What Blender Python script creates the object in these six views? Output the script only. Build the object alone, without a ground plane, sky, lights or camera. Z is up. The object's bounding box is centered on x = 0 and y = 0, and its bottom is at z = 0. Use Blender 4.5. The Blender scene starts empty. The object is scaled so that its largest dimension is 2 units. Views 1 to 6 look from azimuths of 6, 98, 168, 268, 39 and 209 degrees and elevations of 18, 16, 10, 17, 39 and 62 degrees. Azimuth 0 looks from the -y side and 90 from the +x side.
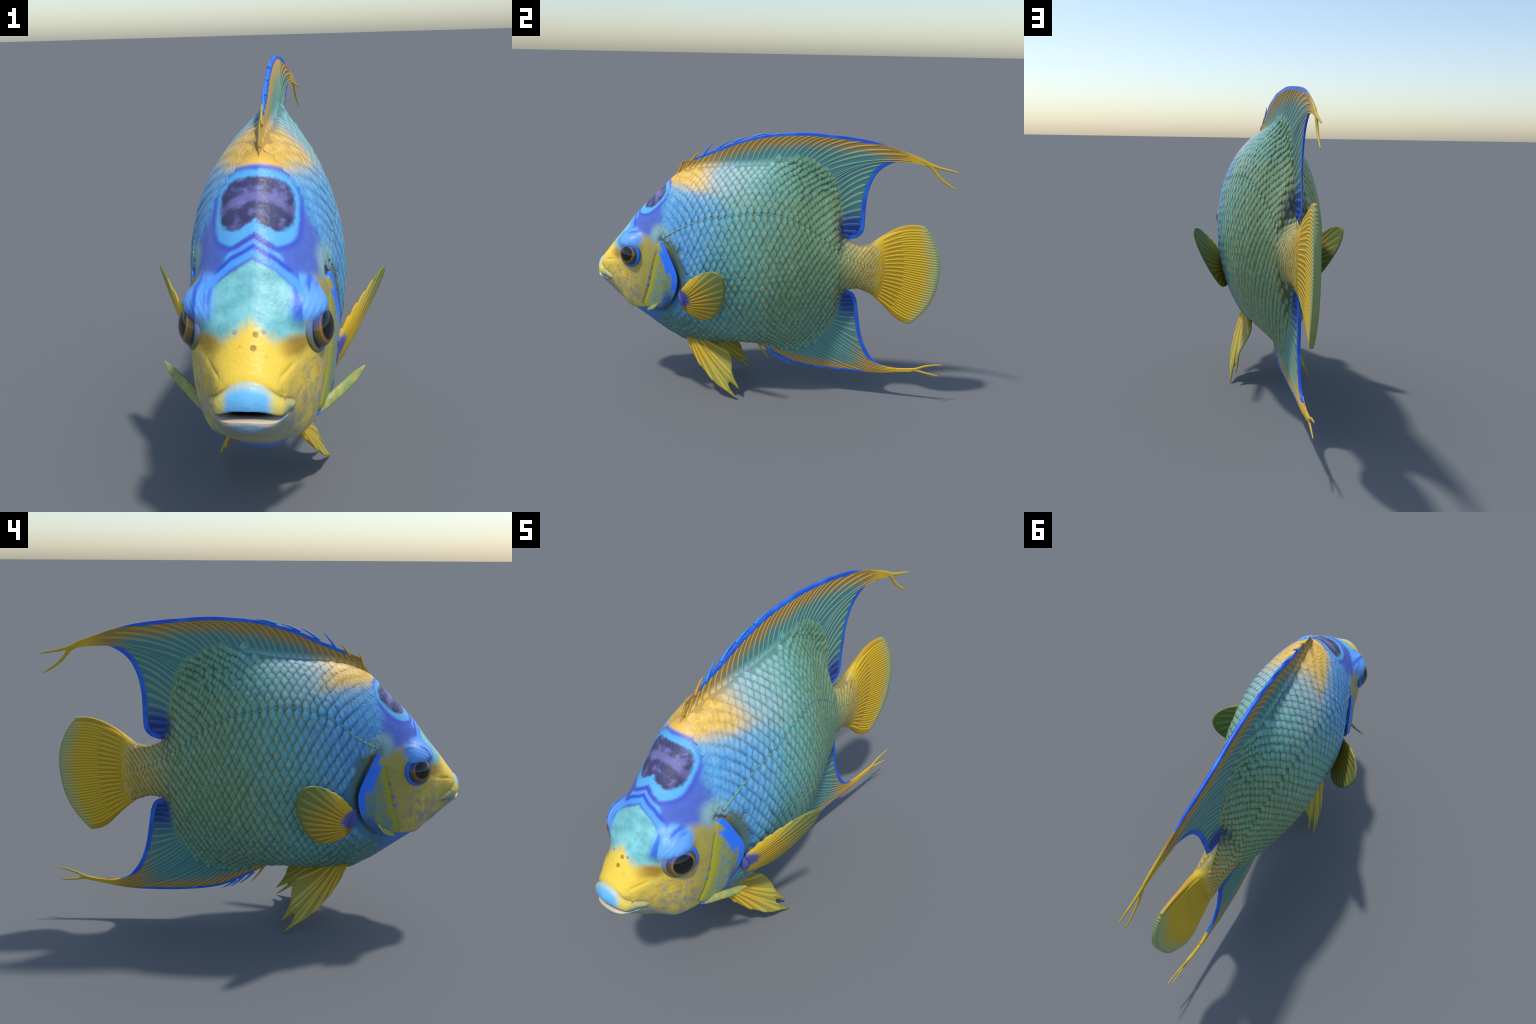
# A bright tropical reef fish, nose towards -y, built part by part.
# The body is one smooth surface (head, torso, dorsal, anal and caudal fin) made
# from a side profile, a half-width law and a cross-section law; scales, fin
# rays, spines, filaments, paired fins, eyes, lips and gill covers are set on it.
import bpy, math, random
import numpy as np
from mathutils import Vector, Matrix

random.seed(7)
RNG = np.random.default_rng(7)

# --------------------------------------------------------------- numeric tools
def hermite(x, pts):
    """monotone cubic through (x, f) knots"""
    p = np.asarray(pts, float)
    xp, fp = p[:, 0], p[:, 1]
    d = np.diff(fp) / np.diff(xp)
    m = np.zeros_like(fp)
    pr = d[1:] * d[:-1]
    m[1:-1] = np.where(pr > 0, 2 * pr / (d[1:] + d[:-1] + 1e-12 * np.sign(d[1:] + 1e-30)), 0)
    m[0], m[-1] = d[0], d[-1]
    x = np.clip(x, xp[0], xp[-1])
    i = np.clip(np.searchsorted(xp, x) - 1, 0, len(xp) - 2)
    h = xp[i + 1] - xp[i]
    t = (x - xp[i]) / h
    return ((2*t**3 - 3*t**2 + 1) * fp[i] + (t**3 - 2*t**2 + t) * h * m[i]
            + (-2*t**3 + 3*t**2) * fp[i+1] + (t**3 - t**2) * h * m[i+1])

def sstep(a, b, x):
    t = np.clip((x - a) / (b - a), 0, 1)
    return t * t * (3 - 2 * t)

def polyline(pts, n, smooth=True):
    """resample a control polygon to n points, evenly along its length"""
    p = np.asarray(pts, float)
    if smooth and len(p) > 2:
        out = []
        q = np.vstack([2 * p[0] - p[1], p, 2 * p[-1] - p[-2]])
        for i in range(len(p) - 1):
            a, b, c, d = q[i:i+4]
            for t in np.linspace(0, 1, 12, endpoint=False):
                out.append(0.5 * (2*b + (c-a)*t + (2*a-5*b+4*c-d)*t*t + (3*b-a-3*c+d)*t**3))
        p = np.array(out + [p[-1]])
    s = np.r_[0, np.cumsum(np.linalg.norm(np.diff(p, axis=0), axis=1))]
    u = np.linspace(0, s[-1], n)
    return np.stack([np.interp(u, s, p[:, k]) for k in range(p.shape[1])], 1)

def curve_dist(y, z, pts):
    """signed-free distance of (y, z) to a polyline, and the parameter along it"""
    p = np.asarray(pts, float)
    best = np.full(np.shape(y), 9.0)
    for a, b in zip(p[:-1], p[1:]):
        d = b - a
        t = np.clip(((y - a[0]) * d[0] + (z - a[1]) * d[1]) / (d @ d), 0, 1)
        best = np.minimum(best, np.hypot(y - a[0] - t * d[0], z - a[1] - t * d[1]))
    return best

# ------------------------------------------------------------ the body's shape
BACK = [(-.996,.706),(-.987,.732),(-.968,.760),(-.94,.795),(-.891,.858),(-.85,.906),(-.809,.957),(-.771,1.008),
        (-.722,1.061),(-.676,1.108),(-.606,1.175),(-.54,1.237),(-.465,1.276),(-.37,1.298),(-.254,1.309),
        (-.11,1.32),(0,1.335),(.13,1.348),(.2,1.343),(.25,1.323),(.29,1.296),(.32,1.270),(.35,1.236),(.365,1.19),
        (.38,1.13),(.391,1.07),(.40,.99),(.415,.95),(.43,.925),(.46,.908),(.5,.897),(.56,.907)]
BELLY = [(-.996,.642),(-.990,.626),(-.955,.602),(-.92,.574),(-.87,.528),(-.83,.499),(-.764,.446),(-.69,.390),
         (-.6,.327),(-.54,.294),(-.472,.265),(-.37,.257),(-.178,.277),(-.07,.275),(.06,.275),(.16,.284),
         (.25,.316),(.32,.374),(.366,.44),(.39,.53),(.4,.6),(.415,.622),(.44,.637),(.5,.648),(.56,.632)]
HALF_WIDTH = [(-1,.074),(-.95,.088),(-.93,.096),(-.885,.115),(-.84,.140),(-.75,.177),(-.6,.204),(-.45,.228),(-.3,.251),(-.15,.240),
              (0,.220),(.15,.174),(.3,.115),(.42,.080),(.55,.057),(.62,.046)]
MIDLINE = [(-1,.45),(-.8,.449),(-.5,.543),(-.2,.529),(.1,.457),(.4,.497),(.6,.5)]
UPPER = [(-1,.497),(-.7,.573),(-.45,.614),(-.1,.66),(.15,1.10),(.33,2.3),(.45,.7),(.6,.45)]
LOWER = [(-1,.5),(-.92,.38),(-.8,.42),(-.68,.54),(-.45,.541),(-.1,.62),(.12,.78),(.33,.80),(.45,.5),(.6,.45)]
FRONT = -.996
EYE = (-.768, .824)                       # eye centre in (y, z)
GILL_EDGE = [(-.560,.905),(-.545,.888),(-.518,.829),(-.487,.746),(-.484,.686),(-.508,.605),(-.562,.523),(-.612,.487)]
GILL_FRONT = [(-.575,.893),(-.592,.84),(-.604,.799),(-.622,.73),(-.641,.652),(-.665,.58),(-.683,.535),(-.672,.508)]

def bend(y, z=None):
    """the trailing fins swing a little to +x; the tail fin between them less"""
    k = .058 * (np.clip((np.asarray(y, float) - .35) / .65, 0, 2)) ** 1.55
    if z is not None:
        z = np.asarray(z, float)
        k = k * (1 - .55 * sstep(.36, .48, z) * sstep(1.14, 1.05, z) * (1 - .74 * sstep(.66, .90, y)))
    return k

def ring_z(y):
    zt, zb = hermite(y, BACK), hermite(y, BELLY)
    return zt, zb, zb + (zt - zb) * hermite(y, MIDLINE)

def relief(y, z):
    """eye bulge, brow, cheek and gill slit, added to the half width"""
    d = np.hypot((y - EYE[0]), (z - EYE[1]))
    out = .012 * np.exp(-(d / .085) ** 4)
    out = out + .041 * np.exp(-np.abs((y + .770) / .078) ** 3 - np.abs((z - .896) / .047) ** 3)      # brow
    out = out - .010 * np.exp(-((y + .855) / .03) ** 2 - ((z - .79) / .03) ** 2)         # hollow before the eye
    # the jaw and gill cover overhang the throat along a line under the cheek
    t = z - np.interp(y, [-.85, -.81, -.66, -.58, -.52], [.47, .479, .500, .507, .56])
    on = sstep(-.84, -.79, y) * sstep(-.51, -.57, y)
    out = out + on * (.030 * sstep(-.004, .014, t) * np.exp(-np.clip(t, 0, 1) / .10) - .024 * sstep(.004, -.010, t) * np.exp(np.clip(t, -1, 0) / .09))
    g = curve_dist(y, z, GILL_EDGE)
    out = out - .026 * np.exp(-(g / .024) ** 2)                                          # gill slit
    p = curve_dist(y, z, GILL_FRONT[1:])
    out = out - .006 * np.exp(-(p / .007) ** 2)
    return out

def half_width(y, z, fin=True):
    y, z = np.broadcast_arrays(np.asarray(y, float), np.asarray(z, float))
    zt, zb, zc = ring_z(y)
    up = z > zc
    s = np.clip(np.where(up, (z - zc) / (zt - zc), (zc - z) / (zc - zb)), 0, 1)
    b = np.where(up, hermite(y, UPPER), hermite(y, LOWER))
    w = hermite(y, HALF_WIDTH) * np.maximum(1 - s * s, 0) ** b
    w = w + relief(y, z) * sstep(1.0, .8, s) * sstep(-.55+.08, -.55+.02, y - .06)
    f = np.clip((FRONT + .05 - y) / .05, 0, 1)
    w = w * np.sqrt(np.maximum(1 - f ** 2.5, 0))
    if fin:
        tu = (.010 + .014 * sstep(-.45, -.3, y) * (1 - .65 * sstep(.08, .24, y))) * sstep(-.54, -.44, y) * sstep(.43, .36, y)
        tl = (.010 + .013 * sstep(.0, .12, y)) * sstep(-.07, .0, y) * sstep(.44, .38, y)
        t = np.where(up, tu, tl) * sstep(.6, 1, s)
        w = np.sqrt(w * w + t * t)
    return np.maximum(w, 0)

# -------------------------------------------- fins on the midline: root to edge
# (root y, edge y, edge z, bow): a ray leaves the back at root y and ends at the edge
DORSAL = [(-.54,-.492,1.312,0),(-.46,-.40,1.353,.006),(-.37,-.31,1.388,.01),(-.254,-.17,1.444,.016),(-.11,.02,1.488,.03),
          (0,.20,1.499,.04),(.11,.38,1.487,.05),(.2,.55,1.465,.055),(.25,.70,1.424,.05),(.29,.845,1.366,.04),
          (.32,.838,1.350,.05),(.345,.70,1.369,.035),(.362,.60,1.325,.02),(.38,.545,1.235,.012),(.391,.526,1.12,.006),
          (.40,.524,.995,.003),(.415,.492,.942,.0),(.43,.438,.922,0)]
ANAL = [(-.07,-.055,.262,0),(0,.08,.195,-.008),(.06,.17,.161,-.012),(.12,.29,.146,-.018),(.16,.42,.142,-.025),(.2,.55,.143,-.03),
        (.235,.66,.151,-.03),(.265,.77,.172,-.05),(.285,.85,.189,-.07),(.30,.85,.203,-.08),(.32,.74,.186,-.042),
        (.338,.652,.203,-.016),(.353,.58,.275,-.008),(.366,.535,.39,-.005),(.385,.514,.51,-.003),(.395,.503,.575,0),
        (.41,.482,.616,0),(.44,.447,.634,0)]

def fin_point(table, back, y0, r):
    """(y, z) at fraction r along the ray that starts at root y0"""
    t = np.asarray(table)
    ye, ze, bow = (hermite(y0, t[:, [0, k]]) for k in (1, 2, 3))
    zr = hermite(y0, back)
    k = 4 * r * (1 - r) * bow
    l = np.hypot(ye - y0, ze - zr) + 1e-9
    ny, nz = -(ze - zr) / l, (ye - y0) / l
    return y0 + (ye - y0) * r + ny * k, zr + (ze - zr) * r + nz * k

def edge_line(table, n=160):
    t = np.asarray(table); u = np.linspace(t[0, 0], t[-1, 0], n)
    return np.stack([hermite(u, t[:, [0, 1]]), hermite(u, t[:, [0, 2]])], 1)

def band_start(table, back, y0, band, line):
    """fraction along the ray where the margin band of the given width starts"""
    r = np.linspace(.3, 1, 60)
    py, pz = fin_point(table, back, y0, r)
    d = curve_dist(py, pz, line)
    ok = np.where(d > band)[0]
    return float(r[ok[-1]]) if len(ok) else .4

def fin_half(y0, r, top):
    t0 = half_width(y0, hermite(y0, BACK if top else BELLY))
    return t0 * (.36 + .64 * np.exp(-np.asarray(r) * 5.5)) * (1 - .2 * np.asarray(r))

CAUD_TOP = [(.56,.907),(.59,.931),(.64,.970),(.695,1.004),(.75,1.025),(.80,1.031),(.846,1.027)]
CAUD_LOW = [(.56,.632),(.58,.617),(.64,.567),(.70,.505),(.735,.480),(.765,.469),(.793,.464)]

def caudal_point(k, v):
    T, B = polyline(CAUD_TOP, 81), polyline(CAUD_LOW, 81)
    i = np.linspace(0, 1, 81)
    ty, tz, by, bz = (np.interp(k, i, a) for a in (T[:, 0], T[:, 1], B[:, 0], B[:, 1]))
    bulge = .118 * k ** 1.3 * (1 - np.abs(2 * v - .98) ** 2.4 / 1.02)
    return by + (ty - by) * v + np.maximum(bulge, 0), bz + (tz - bz) * v

def caudal_half(k, v):
    th = np.interp(k, [0, .12, .3, .5, .75, 1], [.0555, .049, .038, .027, .019, .0140])
    e = np.interp(k, [0, .3, 1], [.45, .42, .16])
    return th * np.maximum(1 - (2 * v - 1) ** 2, 0) ** e

# ------------------------------------------------------------ materials (nodes)
def lin(r, g, b):
    f = lambda c: (c / 255 / 12.92) if c / 255 <= .04045 else ((c / 255 + .055) / 1.055) ** 2.4
    return (f(r), f(g), f(b), 1)

class X:
    """a small expression over shader sockets"""
    tree = None
    def __init__(self, s): self.s = s
    @staticmethod
    def m(op, *a, clamp=False):
        n = X.tree.nodes.new("ShaderNodeMath"); n.operation = op; n.use_clamp = clamp
        for i, v in enumerate(a):
            if isinstance(v, X): X.tree.links.new(v.s, n.inputs[i])
            else: n.inputs[i].default_value = v
        return X(n.outputs[0])
    def __add__(s, o): return X.m("ADD", s, o)
    __radd__ = __add__
    def __sub__(s, o): return X.m("SUBTRACT", s, o)
    def __rsub__(s, o): return X.m("SUBTRACT", o, s)
    def __mul__(s, o): return X.m("MULTIPLY", s, o)
    __rmul__ = __mul__
    def __truediv__(s, o): return X.m("DIVIDE", s, o)
    def __neg__(s): return X.m("MULTIPLY", s, -1)

def ss(a, b, x):
    n = X.tree.nodes.new("ShaderNodeMapRange"); n.interpolation_type = "SMOOTHSTEP"
    rev = b < a
    n.inputs["From Min"].default_value, n.inputs["From Max"].default_value = min(a, b), max(a, b)
    n.inputs["To Min"].default_value, n.inputs["To Max"].default_value = (1, 0) if rev else (0, 1)
    X.tree.links.new(x.s, n.inputs["Value"])
    return X(n.outputs[0])
def xmax(a, b): return X.m("MAXIMUM", a, b)
def xmin(a, b): return X.m("MINIMUM", a, b)
def xabs(a): return X.m("ABSOLUTE", a)
def hyp(a, b): return X.m("SQRT", a * a + b * b)
def mix(f, a, b):
    n = X.tree.nodes.new("ShaderNodeMix"); n.data_type = "RGBA"; n.clamp_factor = True
    ins = {"f": n.inputs[0], "a": n.inputs[6], "b": n.inputs[7]}
    for k, v in (("f", f), ("a", a), ("b", b)):
        if isinstance(v, X): X.tree.links.new(v.s, ins[k])
        else: ins[k].default_value = v
    return X(n.outputs[2])
def lut(x, pts):
    """1D curve of x through (x, f) points"""
    n = X.tree.nodes.new("ShaderNodeFloatCurve")
    a, b = pts[0][0], pts[-1][0]
    c = n.mapping.curves[0]
    n.mapping.use_clip = False
    while len(c.points) < len(pts): c.points.new(.5, .5)
    f0 = min(p[1] for p in pts); f1 = max(p[1] for p in pts) + 1e-6
    for q, p in zip(c.points, pts): q.location = ((p[0] - a) / (b - a), (p[1] - f0) / (f1 - f0))
    n.mapping.update()
    X.tree.links.new(((x - a) * (1 / (b - a))).s, n.inputs["Value"])
    return X(n.outputs[0]) * (f1 - f0) + f0
def noise(vec, scale, detail=2, rough=.5, dist=0):
    n = X.tree.nodes.new("ShaderNodeTexNoise")
    n.inputs["Scale"].default_value, n.inputs["Detail"].default_value = scale, detail
    n.inputs["Roughness"].default_value, n.inputs["Distortion"].default_value = rough, dist
    X.tree.links.new(vec, n.inputs["Vector"])
    return X(n.outputs[0])
def voronoi(vec, scale, out="Distance", feature="F1"):
    n = X.tree.nodes.new("ShaderNodeTexVoronoi"); n.feature = feature
    n.inputs["Scale"].default_value = scale
    X.tree.links.new(vec, n.inputs["Vector"])
    return X(n.outputs[out])
def attr(name):
    n = X.tree.nodes.new("ShaderNodeAttribute"); n.attribute_name = name
    return X(n.outputs["Fac"])
def stretched(vec, sx, sy, sz, rot=(0, 0, 0)):
    n = X.tree.nodes.new("ShaderNodeMapping")
    n.inputs["Scale"].default_value, n.inputs["Rotation"].default_value = (sx, sy, sz), rot
    X.tree.links.new(vec, n.inputs["Vector"])
    return n.outputs[0]

ROOT = bpy.data.objects.new("tropical_fish", None)
ROOT.empty_display_size = .2
bpy.context.scene.collection.objects.link(ROOT)
ROOT["label"] = "blue, teal and yellow reef fish with long trailing fins"
ROOT["category"] = "tropical fish"

def material(name, rough=.45, spec=.35, coat=0.0):
    """start a material; returns (mat, bsdf, vec, x, y, z) with coordinates in the fish's frame"""
    mat = bpy.data.materials.new(name); mat.use_nodes = True
    X.tree = mat.node_tree
    b = X.tree.nodes["Principled BSDF"]
    b.inputs["Roughness"].default_value, b.inputs["Specular IOR Level"].default_value = rough, spec
    b.inputs["Coat Weight"].default_value = coat
    tc = X.tree.nodes.new("ShaderNodeTexCoord"); tc.object = ROOT
    sp = X.tree.nodes.new("ShaderNodeSeparateXYZ")
    X.tree.links.new(tc.outputs["Object"], sp.inputs[0])
    return mat, b, tc.outputs["Object"], X(sp.outputs[0]), X(sp.outputs[1]), X(sp.outputs[2])

def finish(b, col, bump=None, strength=.3, dist=.004):
    X.tree.links.new(col.s, b.inputs["Base Color"])
    if bump is not None:
        n = X.tree.nodes.new("ShaderNodeBump")
        n.inputs["Strength"].default_value, n.inputs["Distance"].default_value = strength, dist
        X.tree.links.new(bump.s, n.inputs["Height"]); X.tree.links.new(n.outputs[0], b.inputs["Normal"])

C = dict(blue=lin(88,164,226), teal=lin(92,186,192), green=lin(106,158,122), rearteal=lin(80,150,150),
         backyellow=lin(242,192,82), face=lin(226,194,76), olive=lin(150,150,62), caudal=lin(224,184,38),
         caudedge=lin(172,184,128), orange=lin(190,142,48), finteal=lin(66,124,132), royal=lin(32,92,212),
         navy=lin(18,34,120), hood=lin(66,66,104), hoodlight=lin(124,122,182), ring=lin(104,188,232),
         indigo=lin(74,98,182), forehead=lin(134,206,208), lip=lin(112,190,240), cream=lin(205,190,165),
         pale=lin(150,190,180), brown=lin(120,82,24), gold=lin(205,160,45), ray=lin(150,154,92))

def body_colour(vec, x, y, z, skin=True):
    """colour of body skin and scales by place; skin adds the head's pattern"""
    ax = xabs(x)
    n1 = noise(vec, 9, 3); n2 = noise(vec, 38, 2)
    w = (n1 - .5)
    # flank: blue shoulder -> turquoise -> green towards the tail
    col = mix(ss(-.46, -.10, y + w * .12 + (z - .8) * -.16), C["blue"], C["teal"])
    col = mix(ss(.5, .8, n2) * .25, col, lin(120,190,215))
    col = mix(ss(-.26, .20, y + w * .1 + (.9 - z) * .16), col, C["green"])
    lowg = ss(.62, .40, z + w * .08) * ss(-.5, -.2, y)
    col = mix(lowg * .55, col, C["rearteal"])
    # breast, blue-green and scaleless; yellowish where the pelvic fins start
    br = ss(-.16, -.42, y + w * .1 + (z - .4) * .6) * ss(.56, .42, z + w * .05)
    col = mix(br, col, mix(ss(-.54, -.70, y), lin(82,128,122), lin(64,112,196)))
    col = mix(ss(.31, .27, z + w * .02) * ss(-.56, -.48, y) * ss(-.1, -.3, y) * .8, col, lin(140,130,50))
    # tail stalk turns yellow
    col = mix(ss(.32, .58, y + w * .10) * .92, col, lin(200,168,62))
    col = mix(ss(.575, .63, y), col, C["caudal"])
    # dark blue around the rear ends of dorsal and anal fin
    nv = ss(.075, .02, hyp(y - .432, (z - .985) * .75))
    col = mix(nv * .8, col, C["navy"])
    # saddle: yellow nape, along the fin foot, fading to the flank
    d = (z - 1.24) + (y + .45) * .10 + w * .05
    sad = ss(-.075, -.01, d) * ss(-.575, -.548, y + w * .02) * ss(-.22, -.40, y + w * .1)
    pale = ss(-.13, -.02, d) * ss(-.56, -.5, y) * ss(.1, -.25, y)
    col = mix(pale * .5, col, lin(190,206,184))
    col = mix(sad, col, C["backyellow"])
    # ---------------- head
    f = y * .72 + z * .69                                 # runs up the brow
    # indigo mask between shoulder and face
    ind = ss(-.545, -.60, y + w * .05) * ss(.90, .98, z + ax * .18 + (y + .65) * .1)
    col = mix(ind, col, mix(n2, C["indigo"], lin(84,112,205)))
    # pale patch behind, above the gill cover
    pp = ss(.085, .03, hyp(y + .575, (z - .935) * 1.0) + w * .03)
    col = mix(pp * .8, col, C["pale"])
    # olive strip behind the gill opening
    strip = ss(.045, .02, xabs(y + .47 - (z - .78) * -.30 * ss(.6, .9, z))) * ss(.60, .66, z) * ss(.93, .88, z)
    col = mix(strip * .75, col, lin(120,140,96))
    if not skin: return col
    # face: yellow, olive on the gill cover and blue-mottled on the cheek
    fz = lut(y, [(-1, .9), (-.8, .9), (-.72, .915), (-.66, .925), (-.6, .90), (-.53, .90), (-.45, .8)])
    face = ss(.03, -.03, z - fz + w * .04) * ss(-.495, -.535, y + (z - .75) * (-.05) + 0) * ss(-.006, .006, z - lut(y, [(-1, .40), (-.83, .45), (-.81, .478), (-.65, .502), (-.55, .507), (-.45, .5)]))
    fcol = mix(ss(-.80, -.62, y + w * .12), C["face"], lin(164,156,82))
    fcol = mix(ss(.50, .62, n2) * .35, fcol, lin(186,158,70))
    mott = ss(.41, .64, noise(stretched(vec, 1, 1.2, .8), 24, 3, .6)) * ss(.19, .05, hyp(y + .79, (z - .615)))
    fcol = mix(mott * .75, fcol, lin(112,132,156))
    fcol = mix(ss(.56, .70, noise(stretched(vec, 1, .8, 1.2), 30, 3, .6)) * .5, fcol, lin(166,124,58))
    chin = ss(.135, .03, z - (y * -.78 - .165) + w * .14) * ss(-.62, -.72, y)
    fcol = mix(chin * .75, fcol, lin(102,136,142))
    fcol = mix(ss(.45, .65, noise(vec, 14, 3)) * .45, fcol, lin(188,172,78))
    col = mix(face, col, fcol)
    # grey olive strip behind the gill
    # forehead: turquoise between the eyes, yellow nose below it
    apex = z + ax * .55 + xmax(ax - .06, 0.0) * .35 + (noise(vec, 22, 2) - .5) * .006
    fore = ss(1.016, 1.004, apex + w * .015) * ss(.135, .115, ax + (z - .9) * .3) * ss(-.645, -.70, y)
    fore = fore * ss(.80, .84, z + 0)
    col = mix(fore, col, mix(ss(.3, .7, noise(vec, 26, 3)), lin(104,176,182), C["forehead"]))
    nose = ss(.906, .858, z + xmin(ax * .80, .060) + (n2 - .5) * .025) * ss(-.79, -.83, y) * ss(.135, .10, ax + w * .04) * ss(.715, .765, z + w * .05)
    ncol = mix(ss(.36, .22, voronoi(vec, 34)) * ss(.79, .82, z) * ss(.06, .04, ax) * .7, lin(246,208,72), C["brown"])  # yellow brightened here to hold the sunlit highlight on the nose bridge
    col = mix(nose, col, ncol)
    # dark hollow before the eye
    hol = ss(.05, .015, hyp((y + .852) * .7, (z - .803) * 1.3) + w * .02) * ss(.045, .12, ax)
    col = mix(hol * .75, col, lin(136,98,30))
    # bright blue brow streaks and chevrons
    st = ss(.35, .6, noise(stretched(vec, 30, 4, 4), 1.6, 2))
    brow = ss(.11, .07, hyp(y + .772, (z - .905) * 1.5)) * ss(.085, .12, ax)
    col = mix(brow, col, mix(st, lin(58,108,208), lin(104,168,240)))
    for lo, hi, c, wd in ((1.018, 1.034, lin(84,160,255), .13), (1.036, 1.044, lin(44,84,200), .10),
                          (1.047, 1.056, lin(96,176,255), .075)):
        b_ = ss(lo - .007, lo + .004, apex) * ss(hi + .006, hi - .005, apex) * ss(wd + .015, wd - .01, ax) * ss(-.63, -.69, y)
        col = mix(b_, col, c)
    brn = ss(1.054, 1.060, apex) * ss(1.085, 1.078, apex) * ss(.07, .04, ax) * ss(-.64, -.68, y)
    col = mix(brn, col, lin(80,76,140))
    # hood spot: dark violet, ringed with bright cyan
    rag = (noise(vec, 55, 2) - .5)
    top = z + ax * .42 + (y + .6) * 0
    q = z + ax * ax * 5.2
    low = z + xmin(ax * .62, .040)
    def sup(rx, cz, rz):
        zq = xabs(z + ax * ax * 2.4 - cz)
        return X.m("ADD", X.m("POWER", ax * (1 / rx), 3.2), X.m("POWER", zq * (1 / rz), 3.2))
    outer = ss(1.22, .80, sup(.1165, 1.124, .088) + rag * .25) * ss(1.064, 1.076, low + rag * .014)
    inner = ss(1.20, .72, sup(.1060, 1.132, .0635) + rag * .55) * ss(1.092, 1.104, low + rag * .022)
    halo = ss(1.7, 1.2, sup(.1165, 1.124, .088)) * ss(1.04, 1.07, low)
    col = mix(halo * ss(-.5, -.53, y) * .8, col, lin(60,84,196))
    outer = outer * ss(-.5, -.53, y)
    col = mix(outer * .92, col, mix(n2, lin(84,172,236), C["ring"]))
    hd = mix(ss(.45, .75, noise(stretched(vec, 14, 14, 26), 1.5, 3)), C["hood"], C["hoodlight"])
    hd = mix(ss(.016, .004, xabs(q - 1.150 + rag * .01)) * .7, hd, C["hoodlight"])
    hd = mix(ss(.04, .0, low - 1.098) * .5 + ss(.07, .09, ax) * .5, hd, lin(46,42,80))
    col = mix(inner * outer, col, hd)
    # lips: pale blue in front above, cream edge below, dark inside the mouth
    zt, zb, zm = .757 - ax * ax * 7.2, .618 + ax * ax * 2.0, z - (.676 - ax * ax * 3.4)
    front = ss(-.868, -.895, y) * ss(.124, .112, ax)
    lipm = front * ss(.003, -.003, z - zt) * ss(-.006, .004, z - zb)
    lcol = mix(ss(.045, .072, ax + w * .03), C["lip"], lin(226,206,96))
    lcol = mix(ss(.082, .104, ax + w * .03), lcol, lin(136,154,140))
    lcol = mix(ss(.020, .002, zt - z + w * .01) * .6, lcol, lin(226,206,100))
    low = mix(ss(-.026, -.014, zm + ax * .10) * ss(.088, .064, ax), lin(116,146,166), C["cream"])
    lcol = mix(ss(.0, -.006, zm), lcol, low)
    lcol = mix(ss(.010, .0, hyp(ax - .108, z - .650)) * .8, lcol, C["brown"])
    col = mix(lipm, col, lcol)
    crease = ss(.006, .001, xabs(z - zt)) * front * ss(.035, .07, ax)
    col = mix(crease * .55, col, lin(112,84,30))
    gap = X.m("SQRT", xmax(1 - ax * ax * (1 / .093 ** 2), 0.0)) * .0105
    col = mix(ss(1.25, .85, xabs(zm) / (gap + .0008)) * ss(-.915, -.93, y), col, lin(24,19,16))
    return col

def make_skin(name, scaled):
    mat, b, vec, x, y, z = material(name, .42, .4)
    col = body_colour(vec, x, y, z, True)
    if scaled:   # skin that shows between the scales is darker and olive
        on = ss(-.56, -.48, y) * ss(.60, .55, y)
        col = mix(on * .75, col, mix(.35, lin(44,68,62), col))
    grain = noise(vec, 120, 2) * .5 + voronoi(vec, 75) * .5
    finish(b, col, grain, .32, .0035)
    return mat

def make_scale():
    mat, b, vec, x, y, z = material("scale_enamel", .46, .30)
    col = body_colour(vec, x, y, z, False)
    var = noise(vec, 46, 1)
    col = mix(ss(.42, .75, var) * .42, col, mix(.45, col, lin(176,220,206)))
    col = mix(ss(.55, .25, var) * .30, col, mix(.6, col, lin(60,96,92)))
    rim, base = attr("rim"), attr("base")
    painted_sheen = attr("painted_sheen")
    col = mix(painted_sheen * ss(.3, .7, noise(vec, 30, 1)) * .40, col, mix(.35, col, lin(196,232,226)))  # centre of each scale lightened to carry a baked highlight
    tint = ss(-.42, -.1, y) * (1 - ss(1.12, 1.22, z) * .7)
    col = mix(rim * (tint * .72 + .10), col, mix(ss(.3, .5, y), lin(172,164,66), lin(214,172,64)))
    col = mix(base * .82, col, mix(.32, lin(46,64,46), col))  # darkens each scale's front: shade under the overlapping scale, painted in
    finish(b, col, noise(stretched(vec, 1, 1, .4), 160, 1), .12, .002)
    return mat

def fin_fields(y, z):
    """how close to the outer edge a point of the dorsal or anal fin is"""
    de = lut(y, [(-.6, 1.24), (-.45, 1.335), (-.3, 1.393), (-.1, 1.463), (.1, 1.495), (.25, 1.499), (.4, 1.485), (.55, 1.466), (.7, 1.425), (.85, 1.37), (1, 1.33)]) - z
    an = z - lut(y, [(-.1, .28), (0, .23), (.08, .19), (.18, .16), (.35, .144), (.52, .143), (.65, .150), (.77, .172), (.85, .19), (1, .2)])
    return de, an

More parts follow.
